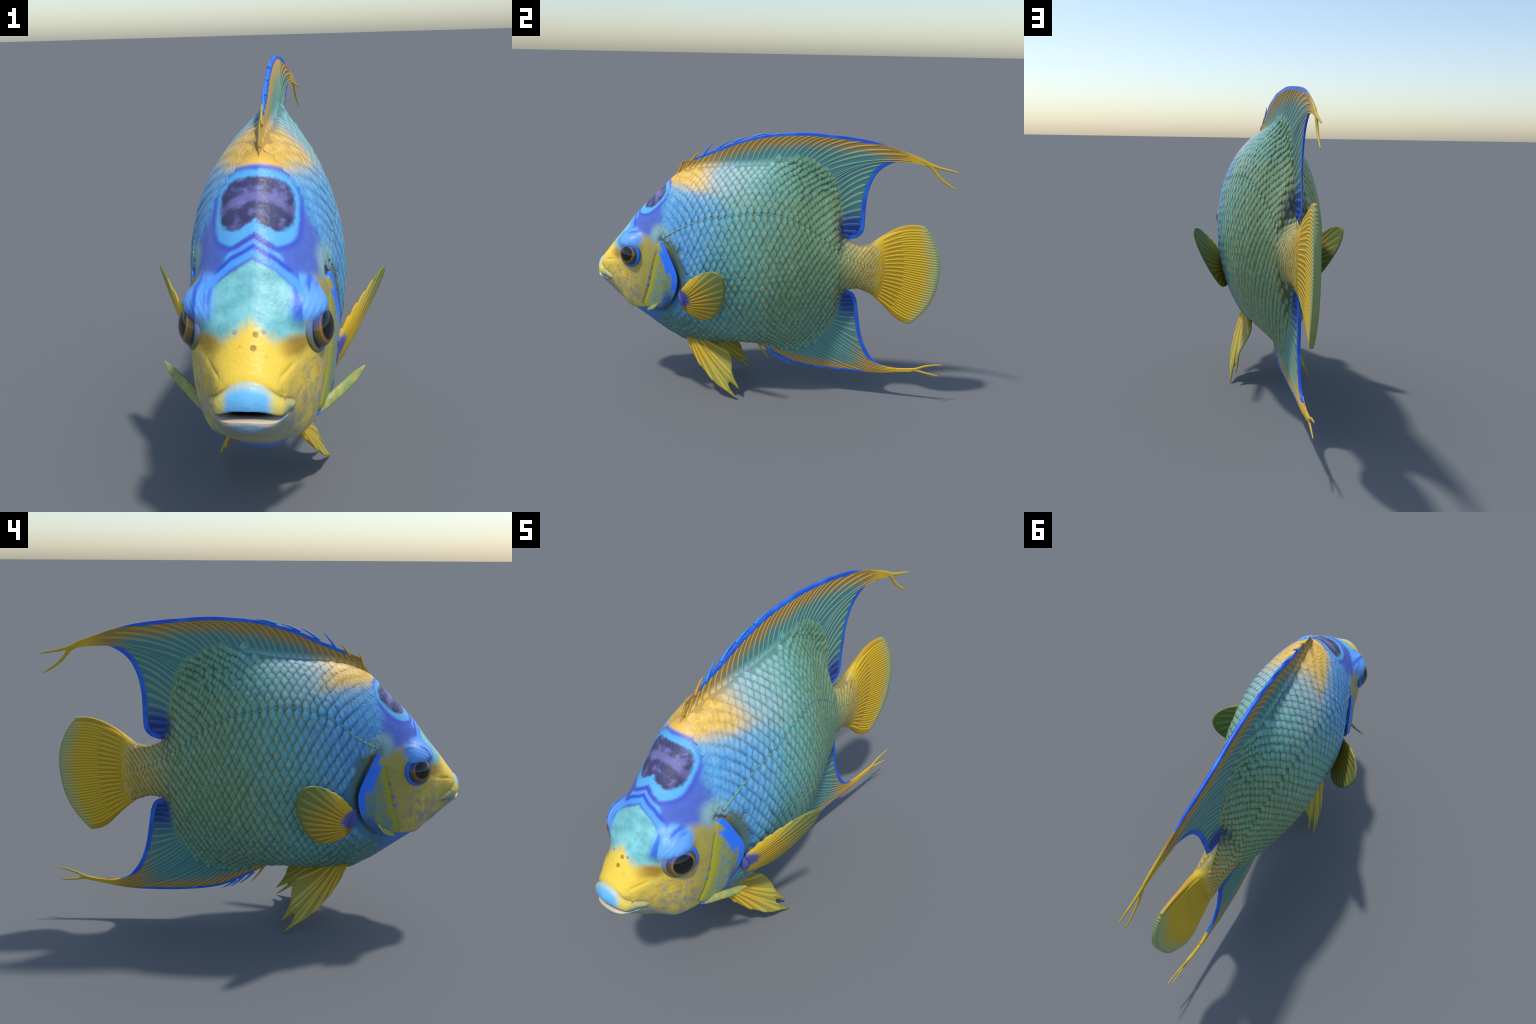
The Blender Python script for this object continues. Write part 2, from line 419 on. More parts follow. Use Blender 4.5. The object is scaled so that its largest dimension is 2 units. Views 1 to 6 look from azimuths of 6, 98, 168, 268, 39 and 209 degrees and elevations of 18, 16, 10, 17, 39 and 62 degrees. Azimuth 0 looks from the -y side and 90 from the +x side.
def fin_colour(vec, y, z, ray):
    up = ss(.70, .76, z)
    de, an = fin_fields(y, z)
    n = noise(vec, 7, 2) - .5
    od = xmax(xmax(ss(.10, .03, de + n * .05), ss(.54, .72, y)), ss(-.16, -.38, y + n * .1) * .85)
    oa = xmax(ss(.085, .015, an + n * .04), ss(.46, .62, y + n * .05))
    o = mix(up, mix(0.0, oa_col(oa), oa_col(oa)), oa_col(od))
    of = X.m("MULTIPLY", X.m("ADD", od * up, oa * (1 - up)), 1.0)
    if ray:
        col = mix(of, lin(126,158,128), lin(192,156,78))
    else:
        col = mix(of, lin(72,134,140), lin(164,128,60))
    nv = xmax(ss(.15, .05, hyp(y - .46, (z - .955) * .9) + n * .03), ss(.15, .04, hyp(y - .47, (z - .60) * .8) + n * .03))
    col = mix(nv * .92, col, lin(38,70,164) if ray else lin(22,42,122))
    tip = xmax(ss(.66, .78, y) * up, ss(.62, .74, y) * (1 - up))
    col = mix(tip, col, lin(212,172,44))
    return col
def oa_col(f): return mix(f, (0, 0, 0, 1), (1, 1, 1, 1))

def make_fin(name, ray):
    mat, b, vec, x, y, z = material(name, .5, .3)
    col = fin_colour(vec, y, z, ray)
    if not ray:   # blend into the scaled foot
        foot = ss(.0, 1, attr("foot"))
        col = mix(foot, col, body_colour(vec, x, y, z, False))
    finish(b, col, noise(vec, 140, 1), .1, .002)
    return mat

def make_margin():
    mat, b, vec, x, y, z = material("blue_fin_margin", .42, .4)
    w = X.tree.nodes.new("ShaderNodeTexWave"); w.inputs["Scale"].default_value = 14
    w.inputs["Distortion"].default_value = .6
    X.tree.links.new(stretched(vec, .1, .6, 1.2, (.5, 0, 0)), w.inputs["Vector"])
    col = mix(X(w.outputs["Fac"]) * .5, C["royal"], lin(28,84,190))
    finish(b, mix(ss(.4, .7, noise(vec, 14, 2)) * .4, col, lin(60,150,240)))
    return mat

def make_caudal(name, ray):
    mat, b, vec, x, y, z = material(name, .48, .3)
    r = hyp(y - .50, (z - .775) * .80)
    edge = ss(.34, .44, r + (noise(vec, 8, 1) - .5) * .03)
    col = mix(edge, C["caudal"] if ray else lin(190,148,36), C["caudedge"] if ray else lin(154,170,108))
    if not ray:
        foot = ss(.665, .59, y + (noise(vec, 60, 2) - .5) * .04)
        col = mix(foot, col, body_colour(vec, x, y, z, False))
        col = mix(ss(.93, .97, y + xabs(z - .77) * .35) * .0, col, lin(190,200,190))
    finish(b, col, noise(vec, 120, 1), .1, .002)
    return mat

def make_paired(name, ray, centre):
    mat, b, vec, x, y, z = material(name, .48, .3)
    r = hyp(hyp(y - centre[1], z - centre[2]), xabs(x) - centre[0])
    far = ss(.10, .30, r)
    a, c = (lin(212,174,44), lin(156,158,80)) if ray else (lin(166,132,38), lin(126,132,68))
    if centre[2] < .4: c = lin(196,180,74) if ray else lin(160,150,64)
    col = mix(far, a, c)
    if centre[2] > .4:
        col = mix(ss(.066, .036, r + (noise(vec, 60, 2) - .5) * .03) * .85, col, lin(48,84,180))
    finish(b, col, noise(vec, 120, 1), .1, .002)
    return mat

def plain(name, c, rough=.5, c2=None, scale=40, spec=.35):
    mat, b, vec, x, y, z = material(name, rough, spec)
    finish(b, mix(noise(vec, scale, 2), c, c2 or c))
    return mat

M = {}
def build_materials():
    M["head"] = make_skin("painted_skin", False)
    M["torso"] = make_skin("scaled_skin", True)
    M["scale"] = make_scale()
    M["fin"] = make_fin("fin_membrane", False)
    M["ray"] = make_fin("fin_ray_horn", True)
    M["margin"] = make_margin()
    M["caud"] = make_caudal("caudal_membrane", False)
    M["caudray"] = make_caudal("caudal_ray_horn", True)
    M["pec"] = make_paired("pectoral_membrane", False, (.235, -.445, .60))
    M["pecray"] = make_paired("pectoral_ray_horn", True, (.235, -.445, .60))
    M["pel"] = make_paired("pelvic_membrane", False, (.08, -.45, .30))
    M["pelray"] = make_paired("pelvic_ray_horn", True, (.08, -.45, .30))
    M["spine"] = plain("spine_blue", lin(40,104,215), .45, lin(66,150,220))
    M["goldspine"] = plain("spine_gold", lin(205,160,60), .45, lin(170,140,60))
    M["filament"] = plain("filament_yellow", lin(214,180,44), .45, lin(190,160,40))
    M["lateral"] = plain("lateral_line_olive", lin(110,166,166), .5, lin(126,150,98), 70)
    M["mouth"] = plain("mouth_dark", lin(20,16,14), .7)
    # upper lip, blue in the middle and yellow at the sides
    mat, b, vec, x, y, z = material("upper_lip_skin", .42, .4)
    ax = xabs(x)
    col = mix(ss(.03, .075, ax + (noise(vec, 30, 2) - .5) * .03), C["lip"], lin(222,204,84))
    col = mix(ss(.085, .12, ax), col, lin(150,172,140))
    col = mix(ss(.74, .765, z - ax * -.3) * .8, col, lin(240,210,80))
    finish(b, col, noise(vec, 90, 2), .15, .002); M["uplip"] = mat
    mat, b, vec, x, y, z = material("lower_lip_skin", .42, .4)
    col = mix(ss(.655, .638, z), C["cream"], lin(112,150,182))
    finish(b, col, noise(vec, 60, 2), .15, .002); M["lowlip"] = mat
    # gill cover
    mat, b, vec, x, y, z = material("gill_cover_skin", .42, .4)
    n = noise(vec, 42, 3, .6)
    col = mix(ss(.34, .70, n), lin(146,150,80), lin(94,138,152))
    front = ss(.045, .015, y - lut(z, [(.48, -.68), (.53, -.683), (.65, -.641), (.8, -.604), (.9, -.575)]))
    col = mix(front, col, lin(160,160,50))
    rear = lut(z, [(.48, -.612), (.523, -.562), (.605, -.508), (.686, -.484), (.746, -.487), (.829, -.518), (.9, -.56)]) - y
    bl = ss(.026, .014, rear + (n - .5) * .02) * ss(.60, .65, z)
    patch = ss(.060, .044, rear + (n - .5) * .025) * ss(.715, .745, z + (n - .5) * .03) * ss(.87, .84, z)
    col = mix(xmax(bl, patch), col, lin(48,124,250))
    col = mix(ss(.64, .58, z) * ss(.05, .03, rear), col, lin(70,110,170))
    finish(b, col, n * .6 + voronoi(vec, 70) * .4, .4, .004); M["gill"] = mat
    # cheek spine: olive above, blue below
    mat, b, vec, x, y, z = material("cheek_spine_horn", .45, .4)
    ax = xabs(x)
    col = mix(ss(.19, .17, ax), mix(ss(.35, .7, noise(vec, 50, 2)), lin(170,160,84), lin(120,150,90)), lin(58,130,225))
    finish(b, col); M["cheek"] = mat
    # eye: black pupil, ochre iris, blue-grey above (own coordinates)
    mat = bpy.data.materials.new("eye_gloss"); mat.use_nodes = True; X.tree = mat.node_tree
    b = X.tree.nodes["Principled BSDF"]
    b.inputs["Roughness"].default_value, b.inputs["Coat Weight"].default_value = .07, .15
    b.inputs["Coat Roughness"].default_value = .04
    tc = X.tree.nodes.new("ShaderNodeTexCoord"); sp = X.tree.nodes.new("ShaderNodeSeparateXYZ")
    X.tree.links.new(tc.outputs["Object"], sp.inputs[0])
    ex, ey = X(sp.outputs[0]), X(sp.outputs[1])
    r = hyp(ex, ey)
    iris = mix(ss(.042, .054, r), lin(118,88,40), lin(84,74,38))
    iris = mix(ss(.012, .036, ey - ex * .2) * .9, iris, lin(58,70,140))
    col = mix(ss(.0415, .038, r), iris, (.004, .004, .005, 1))
    col = mix(ss(.040, .043, r) * ss(.048, .044, r) * .25, col, lin(180,134,70))
    col = mix(ss(.055, .060, r), col, lin(22,30,60))
    finish(b, col); M["eye"] = mat
    mat, b, vec, x, y, z = material("eyelid_skin", .42, .35)
    n = noise(vec, 30, 2)
    col = mix(ss(-.775, -.80, y + (z - .824) * .25 + (n - .5) * .02), mix(n, lin(36,100,220), lin(56,124,232)), mix(ss(.80, .84, z), lin(112,112,78), lin(100,128,172)))
    finish(b, col, n, .2, .003); M["eyelid"] = mat
    M["bead"] = plain("bead_blue", lin(44,116,228), .42, lin(70,140,240), 30)

# ------------------------------------------------------------- object helpers
def link(name, mesh, parent):
    o = bpy.data.objects.new(name, mesh)
    bpy.context.scene.collection.objects.link(o)
    o.parent = parent
    return o

def mesh_obj(name, verts, faces, mats, parent, idx=None, smooth=True):
    me = bpy.data.meshes.new(name)
    me.from_pydata([tuple(map(float, v)) for v in verts], [], faces)
    for m in mats: me.materials.append(m)
    if idx is not None: me.polygons.foreach_set("material_index", np.asarray(idx, np.int32))
    me.polygons.foreach_set("use_smooth", [smooth] * len(me.polygons))
    me.update()
    return link(name, me, parent)

def tube(path, ra, rb, side, n=10, cap=True, closed=False):
    """elliptic tube along path; ra in the direction across `side`, rb along `side`"""
    path = np.asarray(path, float); k = len(path)
    ra, rb = np.broadcast_to(ra, k), np.broadcast_to(rb, k)
    T = (np.roll(path, -1, 0) - np.roll(path, 1, 0)) if closed else np.gradient(path, axis=0); T /= np.linalg.norm(T, axis=1, keepdims=True) + 1e-12
    S = np.broadcast_to(np.asarray(side, float), (k, 3)); S = S - T * np.sum(S * T, 1, keepdims=True)
    S = S / (np.linalg.norm(S, axis=1, keepdims=True) + 1e-12)
    A = np.cross(S, T)
    th = np.arange(n) * 2 * math.pi / n
    V = (path[:, None] + A[:, None] * (np.cos(th)[None, :, None] * ra[:, None, None])
         + S[:, None] * (np.sin(th)[None, :, None] * rb[:, None, None])).reshape(-1, 3)
    F = [(i*n + j, i*n + (j+1) % n, (i+1) % k*n + (j+1) % n, (i+1) % k*n + j) for i in range(k if closed else k-1) for j in range(n)]
    if cap: F += [tuple(range(n))[::-1], tuple((k-1)*n + j for j in range(n))]
    return V, F

def muzzle(P, n):
    """raise the lips, fold the crease round them and open the mouth (first n columns)"""
    P = P.copy(); Q = P[:n]
    du, dv = np.gradient(Q, axis=0), np.gradient(Q, axis=1)
    N = np.cross(du, dv); N /= np.linalg.norm(N, axis=-1, keepdims=True) + 1e-12
    N[..., 0] = np.abs(N[..., 0])
    N[0] = N[1]; N[0, :, 0] = 0
    y, z, x = Q[..., 1], Q[..., 2], Q[..., 0]
    zt, zb, zm = .757 - 7.2 * x * x, .618 + 2.0 * x * x, .676 - 3.4 * x * x       # lip rims and the mouth line
    front = sstep(-.865, -.90, y) * sstep(.126, .104, x)
    uu = np.clip((z - zm) / (zt - zm + 1e-4), 0, 1); ul = np.clip((zm - z) / (zm - zb + 1e-4), 0, 1)
    D = front * (.0065 * np.sin(math.pi * uu) ** .8 + .0045 * np.sin(math.pi * ul) ** .8)
    d = (z - zt) / np.sqrt(1 + (14.4 * x) ** 2)
    D = D - front * .0042 * np.exp(-(d / .0055) ** 2) - .002 * np.exp(-((z - zb) / .005) ** 2) * front
    # folds beside the nose and under the eye
    D = D - .0034 * np.exp(-((z - .752 - .35 * (x - .085)) / .006) ** 2) * np.exp(-((x - .092) / .022) ** 2)
    D = D + .0040 * np.exp(-((z - .785) / .022) ** 2 - ((x - .105) / .03) ** 2)
    b_ = np.exp(-((x - .150) / .042) ** 2 - ((z - .885) / .045) ** 2) * sstep(-.70, -.78, y)          # brow, finely wrinkled
    D = D + b_ * (.008 + .0012 * np.sin(x * 330 + 4 * np.sin(z * 60)))
    m = np.abs(z - zm)
    gap = .0125 * np.sqrt(np.clip(1 - (x / .093) ** 2, 0, 1))
    Q = Q + N * D[..., None]
    cut = sstep(1.25, .55, m / (gap + 1e-5)) * (gap > .001) * sstep(-.90, -.93, y)
    Q[..., 1] += cut * .040
    Q[..., 0] *= 1 - .12 * cut
    Q[0, :, 0] = 0
    P[:n] = Q
    return P

# ------------------------------------------- the one smooth surface, then split
def build_body():
    ys = np.concatenate([FRONT + .05 * np.linspace(0, 1, 18) ** 2, np.arange(-.931, -.56, .0045), np.arange(-.556, .25, .006),
                         np.arange(.251, .445, .0019), np.linspace(.446, .56, 20)])
    ys = np.sort(np.concatenate([ys, [-.54, -.07, .43, .44]]))
    ys = ys[np.r_[True, np.diff(ys) > 1e-4]]
    nb, nd, na, nc = 150, 44, 36, 64
    th = np.linspace(-1, 1, nb + 1) * math.pi / 2
    s = np.sin(th)
    zt, zb, zc = ring_z(ys)
    Z = np.where(s[None] > 0, zc[:, None] + (zt - zc)[:, None] * s[None], zc[:, None] + (zc - zb)[:, None] * s[None])
    Y = np.repeat(ys[:, None], nb + 1, 1)
    W = half_width(Y, Z)
    ncol = len(ys)
    # caudal columns go on where the body rings stop
    k = np.linspace(0, 1, nc + 1)[1:]; k = np.r_[k, 1.0]
    v = (Z[-1] - zb[-1]) / (zt[-1] - zb[-1])
    CY, CZ = caudal_point(k[:, None], v[None])
    CW = caudal_half(k[:, None], v[None]); CW[-1] = 0
    Y, Z, W = np.vstack([Y, CY]), np.vstack([Z, CZ]), np.vstack([W, CW])
    W[0] = 0
    PX = muzzle(np.stack([W, Y, Z], -1), ys.searchsorted(-.68))
    verts, faces, region, foot, mat = [], [], [], [], []
    def add(y, z, w, f=0.0):
        verts.append((w, y, z)); foot.append(f); return len(verts) - 1
    cols = Y.shape[0]
    ids = {}
    for side in (1, -1):
        ids[side] = np.empty((cols, nb + 1), int)
        for i in range(cols):
            for j in range(nb + 1):
                if side < 0 and W[i, j] < 1e-7: ids[side][i, j] = ids[1][i, j]
                else: ids[side][i, j] = add(PX[i, j, 1], PX[i, j, 2], side * PX[i, j, 0], 1.0)
    gl = np.array(GILL_EDGE)
    def emit(q, reg, m, side):
        q = q if side > 0 else q[::-1]
        u = []
        for a in q:
            if a not in u: u.append(a)
        if len(u) >= 3: faces.append(tuple(u)); region.append(reg); mat.append(m)
    for side in (1, -1):
        I = ids[side]
        for i in range(cols - 1):
            for j in range(nb):
                yc, zc_ = Y[i, j], Z[i, j]
                lim = np.interp(zc_, gl[::-1, 1], gl[::-1, 0]) if .487 < zc_ < .905 else (-.56 if zc_ >= .905 else -.612 + (.487 - zc_) * .3)
                if i >= ncol - 1: reg, m = ("caudal_fin", 0) if i > ncol + 6 else ("torso", 0)
                else: reg, m = ("head", 0) if yc < lim else ("torso", 0)
                emit([I[i, j], I[i+1, j], I[i+1, j+1], I[i, j+1]], reg, m, side)
    # median fins grow from the same border vertices
    for name, table, back, top, n, y0, y1, row, band, blue in (
            ("dorsal_fin", DORSAL, BACK, True, nd, -.54, .43, nb, .0165, ((-.40, .62), (.60, .50), 1)),
            ("anal_fin", ANAL, BELLY, False, na, -.07, .44, 0, .0125, ((.03, .60), (.62, .40), 1))):
        sel = np.where((ys >= y0 - 1e-6) & (ys <= y1 + 1e-6))[0]
        G = {1: {}, -1: {}}
        line = edge_line(table)
        for c, i in enumerate(sel):
            ye, ze = fin_point(table, back, ys[i], 1.0); zr = hermite(ys[i], back)
            L = max(float(np.hypot(ye - ys[i], ze - zr)), 1e-4)
            inner = ys[i] > (.31 if top else .295)
            b0 = min(max(band_start(table, back, ys[i], band * (1.4 if top else 1.6) if inner else band, line), .35), 1 - .004 / L if L > .02 else .9)
            if ys[i] > .27: b0 = max(b0, 1 - .055 / L)
            b0 = max(b0, .3)
            rr = np.r_[np.linspace(0, b0, n - 6), 1 - (1 - b0) * np.array([.8, .55, .3, .1, .0])]
            py, pz = fin_point(table, back, ys[i], rr)
            h = fin_half(ys[i], rr, top); h[-1] = 0
            t_foot = np.clip(1 - rr * L / .030, 0, 1)
            for side in (1, -1):
                g = [ids[side][i, row]]
                for r in range(1, len(rr)):
                    if side < 0 and (h[r] < 1e-7): g.append(G[1][c][r])
                    else: g.append(add(py[r], pz[r], side * h[r], t_foot[r]))
                G[side][c] = g
            if c == 0: nr = len(rr)
        for side in (1, -1):
            for c in range(len(sel) - 1):
                yy = ys[sel[c]]
                for r in range(nr - 1):
                    a, b = G[side][c], G[side][c + 1]
                    q = [a[r], b[r], b[r+1], a[r+1]]
                    if not top: q = q[::-1]
                    ey, ez = verts[a[-1]][1:]
                    outer = yy < (.305 if top else .292)
                    isblue = r >= nr - 6 and ((outer and blue[0][0] < ey < blue[0][1]) or
                                              (not outer and (ey < (.74 if top else .68))))
                    emit(q, name, 1 if isblue else 0, side)
    V = np.array(verts)
    V[:, 0] += bend(V[:, 1], V[:, 2])
    # whole-surface normals
    whole = bpy.data.meshes.new("whole"); whole.from_pydata([tuple(map(float, p)) for p in V], [], faces); whole.update()
    N = np.empty(len(V) * 3, np.float32); whole.vertex_normals.foreach_get("vector", N); N = N.reshape(-1, 3)
    bpy.data.meshes.remove(whole)
    parts = {}
    region = np.array(region)
    foot = np.array(foot)
    for name, mats in (("torso", [M["torso"]]), ("head", [M["head"]]), ("dorsal_fin", [M["fin"], M["margin"]]),
                       ("anal_fin", [M["fin"], M["margin"]]), ("caudal_fin", [M["caud"]])):
        fi = np.where(region == name)[0]
        used = sorted({a for f in fi for a in faces[f]})
        re = {a: n for n, a in enumerate(used)}
        o = mesh_obj(name, V[used], [tuple(re[a] for a in faces[f]) for f in fi], mats, ROOT, [mat[f] for f in fi])
        o.data.normals_split_custom_set_from_vertices([tuple(map(float, N[a])) for a in used])
        if "fin" in name:
            at = o.data.attributes.new("foot", "FLOAT", "POINT"); at.data.foreach_set("value", foot[used].astype(np.float32))
        parts[name] = o
    return parts

# ---------------------------------------------------- rays, spines, filaments
def build_rays(parts):
    for name, table, back, top, cnt, y0, y1 in (("dorsal_fin", DORSAL, BACK, True, 44, -.525, .424), ("anal_fin", ANAL, BELLY, False, 34, -.04, .432)):
        # even spacing along the root curve
        yy = np.linspace(y0, y1, 600); zz = hermite(yy, back); line = edge_line(table)
        sl = np.r_[0, np.cumsum(np.hypot(np.diff(yy), np.diff(zz)))]
        # wider steps where the rays are short and even, closer where the edge is long
        tt = np.asarray(table); ey, ez = hermite(yy, tt[:, [0, 1]]), hermite(yy, tt[:, [0, 2]])
        el = np.r_[0, np.cumsum(np.hypot(np.diff(ey), np.diff(ez)))]
        mixl = sl / sl[-1] * .55 + el / el[-1] * .45
        roots = [float(np.interp(q + random.uniform(-.08, .08) / cnt, mixl, yy)) for q in (np.arange(cnt) + .5) / cnt]
        m = 26
        for k, yr in enumerate(roots):
            ye, ze = fin_point(table, back, yr, 1.0); L = float(np.hypot(ye - yr, ze - hermite(yr, back)))
            if L < .05: continue
            r1 = max(band_start(table, back, yr, (.0145 if top else .0110) if yr < .3 else (.0215 if top else .0185), line), .4)
            if .262 < yr < .335: r1 = max(r1, 1 - .09 / L)
            r = np.linspace(-.02 / L, r1 - .002 / L, m)
            py, pz = fin_point(table, back, yr, np.maximum(r, 0))
            gap = np.full(m, .03)
            for kk in (k - 1, k + 1):
                if 0 <= kk < cnt:
                    qy, qz = fin_point(table, back, roots[kk], np.linspace(0, 1, 80))
                    gap = np.minimum(gap, curve_dist(py, pz, np.stack([qy, qz], 1)))
            h = fin_half(yr, np.maximum(r, 0), top)
            py, pz = fin_point(table, back, yr, r)
            P = np.stack([bend(py, pz), py, pz], 1)
            taper = sstep(0, .25, np.linspace(0, 1, m)) * .65 + .35
            w = np.clip(gap * .45, .003, .021) * np.linspace(1, .85, m) * (sstep(1.02, .9, np.linspace(0, 1, m)) * .6 + .4)
            V, F = tube(P, w, h * .985 + .0030 * np.linspace(.8, .7, m) * taper, (1, 0, 0), 10)
            mesh_obj("fin_ray", V, F, [M["ray"]], parts[name])
    # caudal rays fan out and split in two
    for v in np.linspace(.05, .95, 19):
        kk = np.linspace(.19, .985, 26)
        rv = .5 + (v - .5) * np.linspace(1.0, 1.0, 26)
        py, pz = caudal_point(kk, rv)
        P = np.stack([bend(py, pz), py, pz], 1)
        taper = sstep(0, .15, np.linspace(0, 1, 26)) * .7 + .3
        V, F = tube(P, np.interp(kk, [.19, .45, .6, 1], [.0115, .0175, .0125, .0125]) * taper, caudal_half(kk, rv) + .0030 * taper * np.linspace(1, .4, 26), (1, 0, 0), 10)
        ray = mesh_obj("fin_ray", V, F, [M["caudray"]], parts["caudal_fin"])
    for v in np.linspace(.075, .925, 18):
        kk = np.linspace(.42, .985, 18)
        py, pz = caudal_point(kk, np.full(18, v))
        taper = sstep(0, .4, np.linspace(0, 1, 18))
        V, F = tube(np.stack([bend(py, pz), py, pz], 1), .0125 * taper + .0008, caudal_half(kk, np.full(18, v)) + .0022 * taper * np.linspace(1, .5, 18), (1, 0, 0), 10)
        mesh_obj("fin_ray", V, F, [M["caudray"]], parts["caudal_fin"])
    # trailing filaments, forked
    fil = {"dorsal_fin": ([(.76,1.393),(.81,1.374),(.85,1.357),(.90,1.343),(.95,1.334),(.997,1.323)], [(.78,1.377),(.825,1.362),(.855,1.345),(.885,1.307),(.925,1.272),(.986,1.235)]),
           "anal_fin": ([(.70,.171),(.77,.181),(.85,.198),(.90,.221),(.95,.236),(.999,.245)], [(.70,.169),(.77,.179),(.85,.191),(.91,.183),(.95,.179),(.98,.175)])}
    for name, arms in fil.items():
        for arm in arms:
            p = polyline(arm, 40); u = np.linspace(0, 1, 40)
            P = np.stack([bend(p[:, 0], p[:, 1]), p[:, 0], p[:, 1]], 1)
            V, F = tube(P, np.interp(u, [0, .22, .5, .9, 1], [.002, .0105, .0075, .0045, .0018]), np.interp(u, [0, .2, .5, 1], [.003, .0056, .0055, .002]), (1, 0, 0), 10)
            mesh_obj("fin_filament", V, F, [M["filament"]], parts[name])
    # free spine tips along the front of both fins
    sp = {"dorsal_fin": [((-.512,1.262),(-.489,1.325),0),((-.445,1.318),(-.402,1.369),0),((-.385,1.345),(-.327,1.415),1),((-.30,1.392),(-.225,1.440),1),((-.21,1.432),(-.132,1.462),1),((-.10,1.466),(-.02,1.483),1)],
          "anal_fin": [((-.058,.272),(.003,.190),0),((0.0,.234),(.062,.178),1),((.05,.212),(.108,.160),1),((.09,.19),(.150,.152),1)]}
    for name, lst in sp.items():
        for a, b, m in lst:
            b = (b[0] + (b[0] - a[0]) * .16, b[1] + (b[1] - a[1]) * .16)
            p = polyline([a, ((a[0]+b[0])/2, (a[1]+b[1])/2 + (.004 if name[0] == "d" else -.004)), b], 14)
            P = np.stack([np.zeros(14), p[:, 0], p[:, 1]], 1); u = np.linspace(0, 1, 14)
            V, F = tube(P, .0065 * (1 - u) ** .7 + .0008, .0060 * (1 - u) ** .8 + .0008, (1, 0, 0), 10)
            mesh_obj("fin_spine", V, F, [M["spine"] if m else M["goldspine"]], parts[name])

# ------------------------------------------------------------------ paired fins
def plane_map(a, b, c):
    """x of the plane through a, b, c at (y, z)"""
    n = np.cross(np.subtract(b, a), np.subtract(c, a))
    return lambda y, z: a[0] - (n[1] * (y - a[1]) + n[2] * (z - a[2])) / n[0]

def fan_fin(name, root, edge, xof, thick, side, mats, rays, cup, raymat, wide=.006, spread=0):
    """a fan between a root line and an outline, with thickness, cup and rays"""
    n, m = 64, 40
    R, E = polyline(root, n, False), polyline(edge, n)
    u = np.linspace(0, 1, n); r = np.linspace(0, 1, m)
    P2 = R[:, None] + (E - R)[:, None] * r[None, :, None]
    x = xof(P2[..., 0], P2[..., 1]) + cup * (np.sin(math.pi * u)[:, None]) * np.sin(math.pi * r ** .8)[None]
    x = x + spread * np.exp(-((u - .78) / .13) ** 2)[:, None] * r[None]
    P = np.stack([x, P2[..., 0], P2[..., 1]], -1)
    du, dr = np.gradient(P, axis=0), np.gradient(P, axis=1)
    N = np.cross(dr, du); N /= np.linalg.norm(N, axis=-1, keepdims=True) + 1e-12
    h = thick * (1 - .65 * r)[None] * np.ones((n, 1)); h[0] = h[-1] = 0; h[:, -1] = 0
    h[1] *= .7; h[-2] *= .7
    A, B = P + N * h[..., None], P - N * h[..., None]
    V = np.concatenate([A.reshape(-1, 3), B.reshape(-1, 3)])
    V = V * np.array([side, 1, 1]); off = n * m
    idx = np.arange(off).reshape(n, m)
    low = np.where(h < 1e-9, idx, idx + off)
    F = []
    for i in range(n - 1):
        for j in range(m - 1):
            q = [idx[i, j], idx[i, j+1], idx[i+1, j+1], idx[i+1, j]]
            w = [low[i, j], low[i+1, j], low[i+1, j+1], low[i, j+1]]
            if side < 0: q, w = q[::-1], w[::-1]
            F.append(tuple(q))
            w2 = []
            for a in w:
                if a not in w2: w2.append(a)
            if len(w2) > 2: F.append(tuple(w2))
    o = mesh_obj(name, V, [tuple(map(int, f)) for f in F], mats, ROOT)
    for k in range(rays):
        i = (k + .62) / (rays + .24) * (n - 1); i0 = int(i); f = i - i0
        j0, j1 = 1, m - 2
        p = P[i0, j0:j1] * (1 - f) + P[min(i0+1, n-1), j0:j1] * f
        nn = N[i0, m // 2]
        t = np.linspace(0, 1, len(p))
        hh = thick * (1 - .65 * r[j0:j1])
        edgy = .45 if k in (0, rays - 1) else .75 if k in (1, rays - 2) else 1
        Vr, Fr = tube(p, edgy * wide * np.linspace(.35, 1, len(p)) * sstep(1.15, .8, t), hh + .0028 * (1 - t * .75), nn, 8)
        mesh_obj("fin_ray", Vr * np.array([side, 1, 1]), Fr if side > 0 else [q[::-1] for q in Fr], [raymat], o)
    return o

